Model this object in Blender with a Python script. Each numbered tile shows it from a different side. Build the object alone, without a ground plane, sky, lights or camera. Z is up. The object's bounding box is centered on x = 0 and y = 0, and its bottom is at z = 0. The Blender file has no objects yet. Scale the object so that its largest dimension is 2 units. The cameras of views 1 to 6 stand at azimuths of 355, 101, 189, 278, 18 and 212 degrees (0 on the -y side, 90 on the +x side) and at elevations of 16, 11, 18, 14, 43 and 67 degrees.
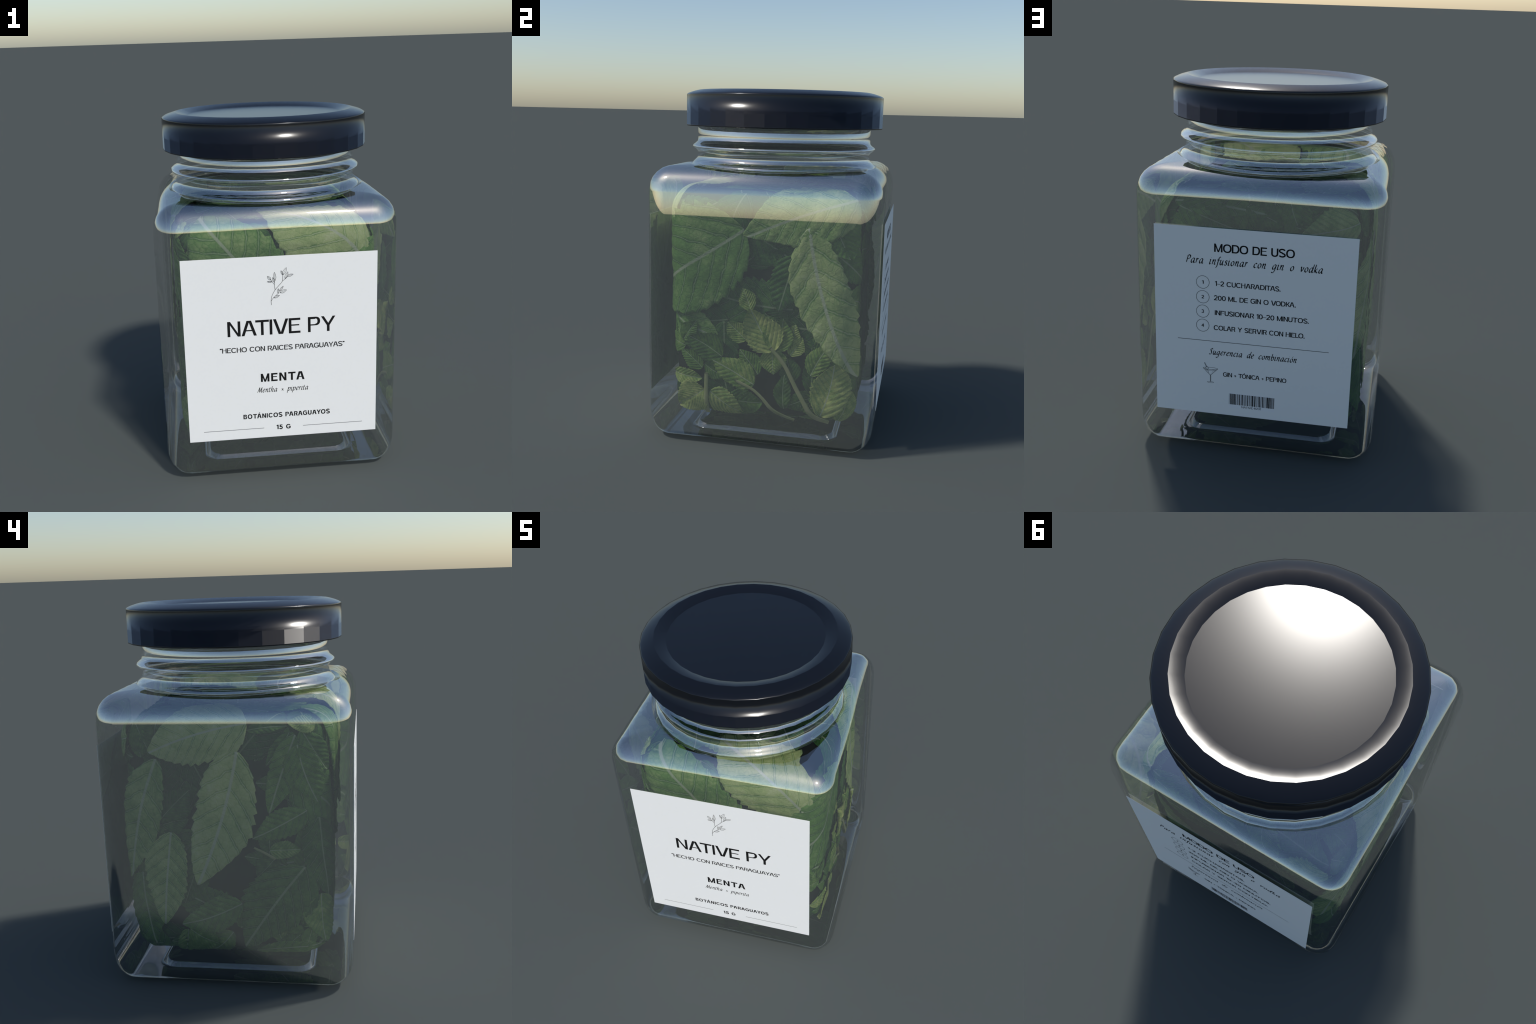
import bpy, math, random
import numpy as np
from mathutils import Vector, Matrix

rng = random.Random(7)
PI = math.pi
SCN = bpy.context.scene

# ------------------------------------------------------------------ sizes
BODY_HALF, BODY_CORNER = 0.653, 0.128          # square glass body, half width and vertical corner radius
WALL_TOP, SHOULDER_R = 1.437, 0.1405            # where the wall turns into the shoulder
FOOT_R = 0.148                                 # rounding of the bottom edge
BOX_HALF, BOX_R, BOX_BOT, BOX_TOP = 0.521, 0.120, 0.142, 1.432   # packed leaves inside
LABEL_Y, LABEL_HALF, LABEL_BOT, LABEL_TOP = 0.6595, 0.521, 0.251, 1.297
SIDES = 32                                     # the round parts are 32-sided
GLASS_ALPHA = 0.505

# ------------------------------------------------------------------ node helpers
def material(name):
    m = bpy.data.materials.new(name)
    m.use_nodes = True
    nt = m.node_tree
    return m, nt, nt.nodes["Principled BSDF"]

def node(nt, kind, **kw):
    n = nt.nodes.new(kind)
    for k, v in kw.items():
        setattr(n, k, v)
    return n

def math_node(nt, op, a, b=None, c=None, clamp=False):
    n = node(nt, "ShaderNodeMath", operation=op, use_clamp=clamp)
    for i, v in enumerate((a, b, c)):
        if v is None:
            continue
        if isinstance(v, (int, float)):
            n.inputs[i].default_value = v
        else:
            nt.links.new(v, n.inputs[i])
    return n.outputs[0]

def mix_colour(nt, fac, a, b, blend="MIX"):
    n = node(nt, "ShaderNodeMix", data_type="RGBA", blend_type=blend)
    for sock, v in ((n.inputs[0], fac), (n.inputs[6], a), (n.inputs[7], b)):
        if isinstance(v, (int, float)):
            sock.default_value = v
        elif isinstance(v, tuple):
            sock.default_value = (*v, 1)
        else:
            nt.links.new(v, sock)
    return n.outputs[2]

def smooth_range(nt, v, lo, hi, out_lo, out_hi):
    n = node(nt, "ShaderNodeMapRange", interpolation_type="SMOOTHSTEP")
    nt.links.new(v, n.inputs[0])
    for i, x in enumerate((lo, hi, out_lo, out_hi)):
        n.inputs[i + 1].default_value = x
    return n.outputs[0]

def noise(nt, vec, scale, detail=3.0, rough=0.55):
    n = node(nt, "ShaderNodeTexNoise")
    n.inputs["Scale"].default_value, n.inputs["Detail"].default_value, n.inputs["Roughness"].default_value = scale, detail, rough
    nt.links.new(vec, n.inputs["Vector"])
    return n.outputs["Fac"]

# ------------------------------------------------------------------ materials
def make_glass():
    m, nt, b = material("clear_reflective_glass")
    b.inputs["Base Color"].default_value = (0.89, 0.90, 0.89, 1)
    b.inputs["Metallic"].default_value = 1.0
    b.inputs["Roughness"].default_value = 0.015
    b.inputs["Alpha"].default_value = GLASS_ALPHA
    return m

def make_lid_paint():
    m, nt, b = material("black_lacquered_metal")
    tc = node(nt, "ShaderNodeTexCoord")
    n = noise(nt, tc.outputs["Object"], 6.0)
    nt.links.new(mix_colour(nt, n, (0.0036, 0.0046, 0.0072), (0.0046, 0.0058, 0.0090)), b.inputs["Base Color"])  # black base tinted blue to deepen the sky's reflection
    b.inputs["Roughness"].default_value = 0.22
    b.inputs["IOR"].default_value = 1.5
    return m

def make_paper():
    m, nt, b = material("white_label_paper")
    tc = node(nt, "ShaderNodeTexCoord")
    n = noise(nt, tc.outputs["Object"], 90.0, 4.0)
    nt.links.new(mix_colour(nt, n, (0.895, 0.895, 0.87), (0.925, 0.925, 0.90)), b.inputs["Base Color"])
    b.inputs["Roughness"].default_value = 0.75
    b.inputs["Specular IOR Level"].default_value = 0.2
    return m

def make_ink(name, v):
    m, nt, b = material(name)
    b.inputs["Base Color"].default_value = (v, v, v, 1)
    b.inputs["Roughness"].default_value = 0.8
    b.inputs["Specular IOR Level"].default_value = 0.1
    return m

def prop(nt, name):
    a = node(nt, "ShaderNodeAttribute", attribute_type="OBJECT", attribute_name='["%s"]' % name)
    return a.outputs["Fac"]

VEINS, VEIN_SLANT, VEIN_CURVE = 8.0, 0.85, 0.75

def make_leaf():
    """x runs along the midrib from 0 to 1, y across; tone and bend are properties of each leaf."""
    m, nt, b = material("mint_leaf_surface")
    tc = node(nt, "ShaderNodeTexCoord")
    sep = node(nt, "ShaderNodeSeparateXYZ")
    nt.links.new(tc.outputs["Object"], sep.inputs[0])
    x, y = sep.outputs[0], sep.outputs[1]
    tone, bend = prop(nt, "tone"), prop(nt, "bend")
    curve = math_node(nt, "MULTIPLY", math_node(nt, "MULTIPLY", x, math_node(nt, "SUBTRACT", 1.0, x)), 4.0)
    y = math_node(nt, "SUBTRACT", y, math_node(nt, "MULTIPLY", curve, bend))
    across = math_node(nt, "ABSOLUTE", y)
    wob = noise(nt, tc.outputs["Object"], 9.0, 2.0)
    phase = math_node(nt, "MULTIPLY", math_node(nt, "SUBTRACT", x, math_node(nt, "MULTIPLY", across, math_node(nt, "ADD", VEIN_SLANT, math_node(nt, "MULTIPLY", across, VEIN_CURVE)))), VEINS)
    phase = math_node(nt, "ADD", phase, math_node(nt, "MULTIPLY", math_node(nt, "SUBTRACT", wob, 0.5), 0.5))
    tri = math_node(nt, "ABSOLUTE", math_node(nt, "SUBTRACT", math_node(nt, "FRACT", phase), 0.5))     # 0.5 on a vein
    side_vein = smooth_range(nt, tri, 0.44, 0.50, 0.0, 1.0)
    painted_vein_shadow = math_node(nt, "MULTIPLY", smooth_range(nt, tri, 0.34, 0.43, 0.0, 1.0), math_node(nt, "SUBTRACT", 1.0, side_vein))  # shadow along each side vein, drawn into the leaf colour
    midrib = smooth_range(nt, across, 0.006, 0.014, 1.0, 0.0)
    cells = node(nt, "ShaderNodeTexVoronoi", feature="DISTANCE_TO_EDGE")
    cells.inputs["Scale"].default_value = 24.0
    nt.links.new(tc.outputs["Object"], cells.inputs["Vector"])
    net = smooth_range(nt, cells.outputs["Distance"], 0.0, 0.10, 1.0, 0.0)
    blotch = noise(nt, tc.outputs["Object"], 4.5, 4.0)
    fine = noise(nt, tc.outputs["Object"], 40.0, 3.0)

    ramp = node(nt, "ShaderNodeValToRGB")
    cr = ramp.color_ramp
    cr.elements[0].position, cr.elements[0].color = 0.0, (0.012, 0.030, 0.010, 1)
    cr.elements[1].position, cr.elements[1].color = 1.0, (0.84, 0.90, 0.54, 1)  # greens lightened beyond real leaves to reach their lit brightness behind glass
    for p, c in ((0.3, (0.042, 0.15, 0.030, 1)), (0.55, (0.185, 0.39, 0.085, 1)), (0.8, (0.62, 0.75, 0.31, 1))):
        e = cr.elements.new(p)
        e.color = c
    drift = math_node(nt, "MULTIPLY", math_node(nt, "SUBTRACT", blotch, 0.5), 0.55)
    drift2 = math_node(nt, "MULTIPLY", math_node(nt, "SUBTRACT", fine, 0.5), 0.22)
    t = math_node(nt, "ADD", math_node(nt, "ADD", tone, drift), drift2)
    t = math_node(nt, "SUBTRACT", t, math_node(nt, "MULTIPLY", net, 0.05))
    t = math_node(nt, "SUBTRACT", t, math_node(nt, "MULTIPLY", painted_vein_shadow, 0.16), clamp=True)
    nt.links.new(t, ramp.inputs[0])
    warm = mix_colour(nt, prop(nt, "warm"), (1.0, 1.0, 1.0), (1.22, 1.0, 0.62))
    blade = mix_colour(nt, 1.0, ramp.outputs[0], warm, "MULTIPLY")
    vein_col = mix_colour(nt, tone, (0.16, 0.28, 0.09), (0.90, 0.94, 0.76))
    col = mix_colour(nt, math_node(nt, "MULTIPLY", side_vein, 0.40), blade, vein_col)
    col = mix_colour(nt, math_node(nt, "MULTIPLY", midrib, 0.80), col, vein_col)
    nt.links.new(col, b.inputs["Base Color"])
    b.inputs["Roughness"].default_value = 0.62
    b.inputs["Specular IOR Level"].default_value = 0.25
    bump = node(nt, "ShaderNodeBump")
    bump.inputs["Strength"].default_value = 0.25
    bump.inputs["Distance"].default_value = 0.02
    nt.links.new(math_node(nt, "SUBTRACT", fine, math_node(nt, "MULTIPLY", net, 0.22)), bump.inputs["Height"])
    nt.links.new(bump.outputs[0], b.inputs["Normal"])
    tr = node(nt, "ShaderNodeBsdfTranslucent")
    nt.links.new(col, tr.inputs["Color"])
    mx = node(nt, "ShaderNodeMixShader")
    mx.inputs[0].default_value = 0.08
    out = nt.nodes["Material Output"]
    nt.links.new(b.outputs[0], mx.inputs[1])
    nt.links.new(tr.outputs[0], mx.inputs[2])
    nt.links.new(mx.outputs[0], out.inputs["Surface"])
    return m

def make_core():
    m, nt, b = material("near_black_green_core")
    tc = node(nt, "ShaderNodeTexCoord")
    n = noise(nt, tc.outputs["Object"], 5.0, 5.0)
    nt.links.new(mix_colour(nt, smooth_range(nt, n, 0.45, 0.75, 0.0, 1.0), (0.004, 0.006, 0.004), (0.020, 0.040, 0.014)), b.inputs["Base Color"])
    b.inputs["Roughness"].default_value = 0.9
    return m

def make_stem():
    m, nt, b = material("pale_green_stem")
    tc = node(nt, "ShaderNodeTexCoord")
    n = noise(nt, tc.outputs["Object"], 14.0, 3.0)
    nt.links.new(mix_colour(nt, n, (0.26, 0.36, 0.10), (0.55, 0.52, 0.32)), b.inputs["Base Color"])
    b.inputs["Roughness"].default_value = 0.6
    return m

GLASS, LID, PAPER = make_glass(), make_lid_paint(), make_paper()
INK, INK_SOFT, INK_GREY = make_ink("black_ink", 0.012), make_ink("soft_black_ink", 0.03), make_ink("grey_ink", 0.10)
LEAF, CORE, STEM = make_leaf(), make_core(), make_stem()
BARCODE_WHITE = make_ink("barcode_white", 0.90)

# ------------------------------------------------------------------ object helpers
def new_object(name, verts, faces, mat, parent, normals=None, loop_normals=None, smooth=True):
    me = bpy.data.meshes.new(name)
    me.from_pydata([tuple(map(float, v)) for v in verts], [], faces)
    me.materials.append(mat)
    me.polygons.foreach_set("use_smooth", [smooth] * len(me.polygons))
    me.update()
    if normals is not None:
        me.normals_split_custom_set_from_vertices([tuple(map(float, n)) for n in normals])
    if loop_normals is not None:
        me.normals_split_custom_set([tuple(map(float, n)) for n in loop_normals])
    o = bpy.data.objects.new(name, me)
    SCN.collection.objects.link(o)
    o.parent = parent
    return o

root = bpy.data.objects.new("glass_jar", None)
root["label"] = "square glass jar packed with mint leaves, black screw lid, white labels"
root["category"] = "food jar"
SCN.collection.objects.link(root)

# ------------------------------------------------------------------ glass body
def body_angles():
    """Directions of the ring points: flats coarse, corners five points each."""
    out, c = [], BODY_HALF - BODY_CORNER
    for q in range(4):
        pts = [(BODY_HALF, v) for v in (-0.42, -0.28, -0.14, 0.0, 0.14, 0.28, 0.42)]
        pts += [(c + BODY_CORNER * math.cos(a), c + BODY_CORNER * math.sin(a)) for a in np.linspace(0, PI / 2, 6)]
        pts = [p for p in pts if p[1] <= BODY_HALF]
        for x, y in pts[:]:
            out.append((x * math.cos(q * PI / 2) - y * math.sin(q * PI / 2), x * math.sin(q * PI / 2) + y * math.cos(q * PI / 2)))
    return np.array(out)

def box_distance(p, half, r):
    q = np.abs(p) - (half - r)
    qm = np.maximum(q, 0)
    d = np.hypot(qm[:, 0], qm[:, 1]) + np.minimum(np.maximum(q[:, 0], q[:, 1]), 0) - r
    g = np.where((qm.sum(1) > 1e-9)[:, None], qm, np.stack([q[:, 0] >= q[:, 1], q[:, 1] > q[:, 0]], 1).astype(float))
    g = g / np.linalg.norm(g, axis=1, keepdims=True) * np.where(p >= 0, 1, -1)
    return d, g

def build_body():
    base = body_angles()
    n = len(base)
    _, grad = box_distance(base, BODY_HALF, BODY_CORNER)
    verts, norms, faces = [], [], []

    def ring(xy, z, tilt, g):
        z = np.broadcast_to(np.asarray(z, float), (n,))
        tilt = np.broadcast_to(np.asarray(tilt, float), (n,))
        verts.extend(np.column_stack([xy, z]))
        norms.extend(np.column_stack([g * np.cos(tilt)[:, None], np.sin(tilt)]))

    def shrunk(inset):
        # the square ring moved inwards by the inset
        return base - grad * inset if inset < BODY_CORNER else base * ((BODY_HALF - inset) / BODY_HALF)

    # underside with its raised square step
    for half, z, tilt in ((0.06, 0.028, -90), (0.404, 0.028, -94), (0.412, 0.026, -142), (0.426, 0.004, -154), (0.434, 0.001, -110), (0.445, 0.0, -90)):
        ring(shrunk(BODY_HALF - half), z, math.radians(tilt), grad)
    for a in np.linspace(88, 8, 9):
        a = math.radians(a)
        ring(base - grad * BODY_CORNER * 0.99 * (1 - math.cos(a)), FOOT_R * (1 - math.sin(a)), -max(a, math.radians(11)), grad)
    # wall: flat, its shading normals turn slowly from down to up as in the original
    for f in np.linspace(0, 1, 7):
        z = FOOT_R + 0.01 + f * (WALL_TOP - FOOT_R - 0.01)
        ring(base, z, math.radians(-10.5 + 16.0 * f), grad)
    # shoulder, from the square to the round mouth
    circle = base / np.linalg.norm(base, axis=1, keepdims=True) * 0.572
    for f in (0.03, 0.08, 0.16, 0.27, 0.40, 0.55, 0.70, 0.85, 1.0):
        xy = base + (circle - base) * f
        d, g = box_distance(xy, BODY_HALF, BODY_CORNER)
        depth = np.clip(-d, 0, SHOULDER_R)
        up = np.arccos(np.clip((SHOULDER_R - depth) / SHOULDER_R, 0, 1))
        radial = xy / np.linalg.norm(xy, axis=1, keepdims=True)
        lean = g * (1 - f) + radial * f
        lean /= np.linalg.norm(lean, axis=1, keepdims=True)
        ring(xy, WALL_TOP + SHOULDER_R * np.sin(up), np.clip(up, math.radians(6), math.radians(76)), lean)
    # shallow dip modelled to give the dark reflected ring at the neck foot
    flat = circle / 0.572
    top = np.array([v[2] for v in verts[-n:]])
    for r, drop, tilt in ((0.570, 0.06, 50), (0.550, 0.85, 44), (0.542, 1.0, 50)):
        ring(flat * r, top + (np.minimum(top, 1.560) - top) * drop, math.radians(180 - tilt), flat)
    rings = len(verts) // n
    for k in range(rings - 1):
        for i in range(n):
            j = (i + 1) % n
            faces.append((k * n + i, k * n + j, (k + 1) * n + j, (k + 1) * n + i))
    faces.append(tuple(reversed(range(n))))
    return new_object("glass_body", verts, faces, GLASS, root, normals=norms)

def lathe(name, profile, mat, parent, sides=SIDES, flat_from=None):
    """profile: (radius, z, tilt of the normal in degrees); rows may be doubled for a hard edge."""
    verts, norms, faces, loops = [], [], [], []
    for r, z, t in profile:
        for i in range(sides):
            a = 2 * PI * i / sides
            verts.append((r * math.cos(a), r * math.sin(a), z))
            c = math.cos(math.radians(t))
            norms.append((c * math.cos(a), c * math.sin(a), math.sin(math.radians(t))))
    for k in range(len(profile) - 1):
        if profile[k][:2] == profile[k + 1][:2]:
            continue
        for i in range(sides):
            j = (i + 1) % sides
            f = (k * sides + i, k * sides + j, (k + 1) * sides + j, (k + 1) * sides + i)
            faces.append(f)
            if flat_from and flat_from[0] <= k < flat_from[1]:
                a, t = 2 * PI * (i + 0.5) / sides, math.radians(profile[k][2])
                loops += [(math.cos(t) * math.cos(a), math.cos(t) * math.sin(a), math.sin(t))] * 4
            else:
                loops += [norms[v] for v in f]
    return new_object(name, verts, faces, mat, parent, loop_normals=loops)

body = build_body()
body.location = (0.0, -0.005, 0.0)

# neck with two screw beads, from the shoulder up to the hidden rim inside the lid
NECK = [
    (0.538, 1.540, -12), (0.541, 1.549, -30), (0.552, 1.557, -20), (0.556, 1.563, 8), (0.553, 1.572, 42), (0.543, 1.583, 52),
    (0.530, 1.596, 42), (0.522, 1.607, 22), (0.519, 1.618, 4), (0.519, 1.630, -6), (0.5195, 1.642, -22), (0.527, 1.652, -42),
    (0.540, 1.661, -48), (0.549, 1.669, -12), (0.5505, 1.675, 22), (0.546, 1.681, 55), (0.533, 1.690, 64), (0.522, 1.700, 48),
    (0.519, 1.712, 30), (0.519, 1.731, 5), (0.519, 1.738, 1), (0.519, 1.745, 5), (0.519, 1.770, 13.5), (0.519, 1.790, 19),
    (0.519, 1.850, 20), (0.519, 1.925, 20), (0.510, 1.935, 80), (0.488, 1.935, 90),
]
neck = lathe("threaded_neck", NECK, GLASS, root)

# ------------------------------------------------------------------ lid
LID_PROFILE = [
    (0.524, 1.800, -90), (0.570, 1.7905, -88), (0.582, 1.790, -80), (0.5862, 1.7925, -35), (0.5870, 1.797, 10),
    (0.5870, 1.797, 63), (0.5870, 1.866, 63), (0.5870, 1.866, 50), (0.5870, 1.890, 40), (0.5870, 1.918, 26), (0.5870, 1.945, 11), (0.5870, 1.966, 0),
    (0.5868, 1.971, 10), (0.5840, 1.9745, 50), (0.577, 1.979, 67), (0.560, 1.986, 72), (0.530, 1.995, 76), (0.507, 2.000, 79),
    (0.507, 2.000, 98), (0.485, 1.994, 101), (0.462, 1.987, 104), (0.440, 1.979, 107),
    (0.440, 1.979, 90), (0.220, 1.979, 90), (0.00001, 1.979, 90),
]
lid = lathe("screw_lid", LID_PROFILE, LID, root, flat_from=(5, 6))
lid.location = neck.location = (-0.001, 0.004, 0.0)

# ------------------------------------------------------------------ paper labels with their print
def slab(name, x0, x1, z0, z1, y0, y1, mat, parent, side):
    """Upright plate; side -1 faces the front (-y), +1 the back; x is measured as seen by the reader."""
    s = -side
    v = [(s * x, side * y, z) for y in (y0, y1) for x, z in ((x0, z0), (x1, z0), (x1, z1), (x0, z1))]
    f = [(0, 1, 2, 3), (4, 5, 6, 7), (0, 1, 5, 4), (1, 2, 6, 5), (2, 3, 7, 6), (3, 0, 4, 7)]
    o = new_object(name, v, f, mat, parent, smooth=False)
    import bmesh
    bm = bmesh.new()
    bm.from_mesh(o.data)
    bmesh.ops.recalc_face_normals(bm, faces=bm.faces)
    bm.to_mesh(o.data)
    bm.free()
    return o

INK_LIFT, INK_DEEP = LABEL_Y + 0.0006, LABEL_Y - 0.001

def arc(points, n=10):
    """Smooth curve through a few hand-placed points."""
    p = np.array(points, float)
    if len(p) < 3:
        return p
    t = np.arange(len(p))
    tt = np.linspace(0, len(p) - 1, n * (len(p) - 1) + 1)
    out = []
    for u in tt:
        i = min(int(u), len(p) - 2)
        f = u - i
        p0, p1, p2, p3 = p[max(i - 1, 0)], p[i], p[i + 1], p[min(i + 2, len(p) - 1)]
        out.append(0.5 * (2 * p1 + (p2 - p0) * f + (2 * p0 - 5 * p1 + 4 * p2 - p3) * f * f + (3 * p1 - p0 - 3 * p2 + p3) * f ** 3))
    return np.array(out)

# --- lettering: a wide plain capital alphabet and a slanted pen-written one, both drawn from strokes
def bar(x0, x1, y0, y1):
    return [[(x0, y0), (x1, y0), (x1, y1), (x0, y1)]]

def leg(x0, y0, x1, y1, t):
    return [[(x0 - t / 2, y0), (x0 + t / 2, y0), (x1 + t / 2, y1), (x1 - t / 2, y1)]]

def bow(cx, cy, rx, ry, a0, a1, t, h, n=28):
    out = []
    angs = np.radians(np.linspace(a0, a1, n))
    e = 0.86                                    # slightly squared curves
    c = np.sign(np.cos(angs)) * np.abs(np.cos(angs)) ** e
    s = np.sign(np.sin(angs)) * np.abs(np.sin(angs)) ** e
    o = np.column_stack([cx + rx * c, cy + ry * s])
    i = np.column_stack([cx + (rx - t) * c, cy + (ry - h) * s])
    for k in range(n - 1):
        out.append([tuple(o[k]), tuple(o[k + 1]), tuple(i[k + 1]), tuple(i[k])])
    return out

def ribbon(pts, width):
    p = np.array(pts, float)
    d = np.gradient(p, axis=0)
    d /= np.linalg.norm(d, axis=1, keepdims=True) + 1e-9
    w = np.broadcast_to(np.asarray(width, float), (len(p),))
    nrm = np.column_stack([-d[:, 1], d[:, 0]]) * w[:, None] / 2
    a, b = p + nrm, p - nrm
    return [[tuple(a[k]), tuple(a[k + 1]), tuple(b[k + 1]), tuple(b[k])] for k in range(len(p) - 1)]

def sweep(cx, cy, rx, ry, a0, a1, n=16):
    return [(cx + rx * math.cos(math.radians(a)), cy + ry * math.sin(math.radians(a))) for a in np.linspace(a0, a1, n)]

def capital(c, t):
    """Polygons and advance width of one upright sign; cap height 1, stem width t."""
    h, k = 0.86 * t, 0.48 * t
    stem = lambda x, y0=0.0, y1=1.0: leg(x, y0, x, y1, t)
    if c == " ":
        return [], 0.36
    if c in "\u00c1\u00d3":
        base, w = capital("A" if c == "\u00c1" else "O", t)
        return base + leg(w / 2 - 0.03, 1.08, w / 2 + 0.10, 1.28, 0.9 * t), w
    if c == "I":
        return stem(t / 2), t
    if c == "N":
        w = 0.80
        return stem(t / 2) + stem(w - t / 2) + leg(0.62 * t, 1, w - 0.62 * t, 0, 0.9 * t), w
    if c == "M":
        w = 0.96
        return stem(t / 2) + stem(w - t / 2) + leg(0.6 * t, 1, w / 2, 0, 0.8 * t) + leg(w - 0.6 * t, 1, w / 2, 0, 0.8 * t), w
    if c in "AV":
        w = 0.94
        lo, hi = (0, 1) if c == "A" else (1, 0)
        p = leg(0.55 * t, lo, w / 2 - 0.3 * t, hi, 1.08 * t) + leg(w - 0.55 * t, lo, w / 2 + 0.3 * t, hi, 1.08 * t)
        return p + (bar(0.2 * w, 0.8 * w, 0.31, 0.31 + k) if c == "A" else []), w
    if c == "T":
        return bar(0, 0.84, 1 - h, 1) + stem(0.42), 0.84
    if c in "EF":
        w = 0.72
        return stem(t / 2) + bar(t / 2, w, 1 - h, 1) + (bar(t / 2, w, 0, h) if c == "E" else []) + bar(t / 2, w * 0.9, 0.50, 0.50 + k), w
    if c == "L":
        return stem(t / 2) + bar(t / 2, 0.68, 0, h), 0.68
    if c == "H":
        return stem(t / 2) + stem(0.80 - t / 2) + bar(t / 2, 0.8 - t / 2, 0.50, 0.50 + k), 0.80
    if c in "PR":
        w = 0.76
        p = stem(t / 2) + bar(t / 2, w - 0.30, 1 - h, 1) + bar(t / 2, w - 0.30, 0.43, 0.43 + k) + bow(w - 0.30, 0.715, 0.30, 0.285, -90, 90, t, (h + k) / 2)
        return p + (leg(0.50, 0.45, w - 0.42 * t, 0, 1.1 * t) if c == "R" else []), w
    if c == "B":
        w = 0.76
        return stem(t / 2) + bar(t / 2, w - 0.28, 1 - h, 1) + bar(t / 2, w - 0.28, 0.50, 0.50 + k) + bar(t / 2, w - 0.28, 0, h) \
            + bow(w - 0.30, 0.75, 0.27, 0.25, -90, 90, t, (h + k) / 2) + bow(w - 0.28, 0.27, 0.28, 0.27, -90, 90, t, (h + k) / 2), w
    if c == "D":
        w = 0.86
        return stem(t / 2) + bar(t / 2, w - 0.44, 1 - h, 1) + bar(t / 2, w - 0.44, 0, h) + bow(w - 0.44, 0.5, 0.44, 0.5, -90, 90, t, h), w
    if c in "O0":
        w = 0.98 if c == "O" else 0.74
        return bow(w / 2, 0.5, w / 2, 0.515, 0, 360, t, h, 44), w
    if c in "CG":
        w = 0.92
        p = bow(0.48, 0.5, 0.48, 0.515, 38, 322, t, h, 40)
        if c == "G":
            p += bar(0.52, w, 0.42, 0.42 + h * 0.8) + leg(w - t / 2, 0.10, w - t / 2, 0.46, t)
        return p, w
    if c == "S":
        return ribbon(sweep(0.38, 0.745, 0.31, 0.20, 18, 262) + sweep(0.38, 0.255, 0.32, 0.20, 82, -162), 0.95 * t), 0.76
    if c == "U":
        w = 0.80
        return leg(t / 2, 0.38, t / 2, 1, t) + leg(w - t / 2, 0.38, w - t / 2, 1, t) + bow(w / 2, 0.39, w / 2, 0.405, 180, 360, t, h), w
    if c == "Y":
        w = 0.90
        return leg(0.55 * t, 1, w / 2, 0.40, 1.05 * t) + leg(w - 0.55 * t, 1, w / 2, 0.40, 1.05 * t) + stem(w / 2, 0, 0.42), w
    if c == "K":
        w = 0.78
        return stem(t / 2) + leg(0.25, 0.40, w - 0.6 * t, 1, 1.05 * t) + leg(0.36, 0.52, w - 0.5 * t, 0, 1.05 * t), w
    if c == "1":
        return stem(0.30) + ribbon([(0.02, 0.80), (0.16, 0.84), (0.30, 0.97)], h), 0.38
    if c == "2":
        return ribbon(sweep(0.34, 0.72, 0.28, 0.235, 170, -30) + [(0.06, 0.06)], 0.95 * t) + bar(0.01, 0.68, 0, h), 0.70
    if c == "3":
        return ribbon(sweep(0.34, 0.74, 0.26, 0.205, 160, -80) + sweep(0.34, 0.27, 0.30, 0.225, 80, -160), 0.95 * t), 0.70
    if c == "4":
        return leg(0.52, 0, 0.52, 1, t) + ribbon([(0.50, 0.97), (0.06, 0.30)], 0.9 * t) + bar(0.02, 0.72, 0.22, 0.22 + h), 0.74
    if c == "5":
        return bar(0.10, 0.66, 1 - h, 1) + leg(0.08 + t / 2, 0.5, 0.12 + t / 2, 1, t) + ribbon(sweep(0.34, 0.31, 0.28, 0.265, 140, -160), 0.95 * t), 0.72
    if c == "8":
        return bow(0.36, 0.755, 0.30, 0.255, 0, 360, t, h, 36) + bow(0.36, 0.27, 0.34, 0.28, 0, 360, t, h, 36), 0.72
    if c == ".":
        return bar(0, 1.1 * t, 0, 1.1 * t), 1.1 * t
    if c == "\u2013":
        return bar(-0.06, 0.62, 0.36, 0.36 + 0.5 * t), 0.56
    if c == "-":
        return bar(0, 0.30, 0.36, 0.36 + h), 0.30
    if c == "+":
        return bar(0.0, 0.46, 0.34, 0.34 + 0.7 * t) + leg(0.23, 0.12, 0.23, 0.58, 0.7 * t), 0.46
    if c in "\u201c\u201d":
        return leg(0.04, 0.76, 0.10, 1.0, t) + leg(0.22, 0.76, 0.28, 1.0, t), 0.32
    raise ValueError(c)

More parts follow.
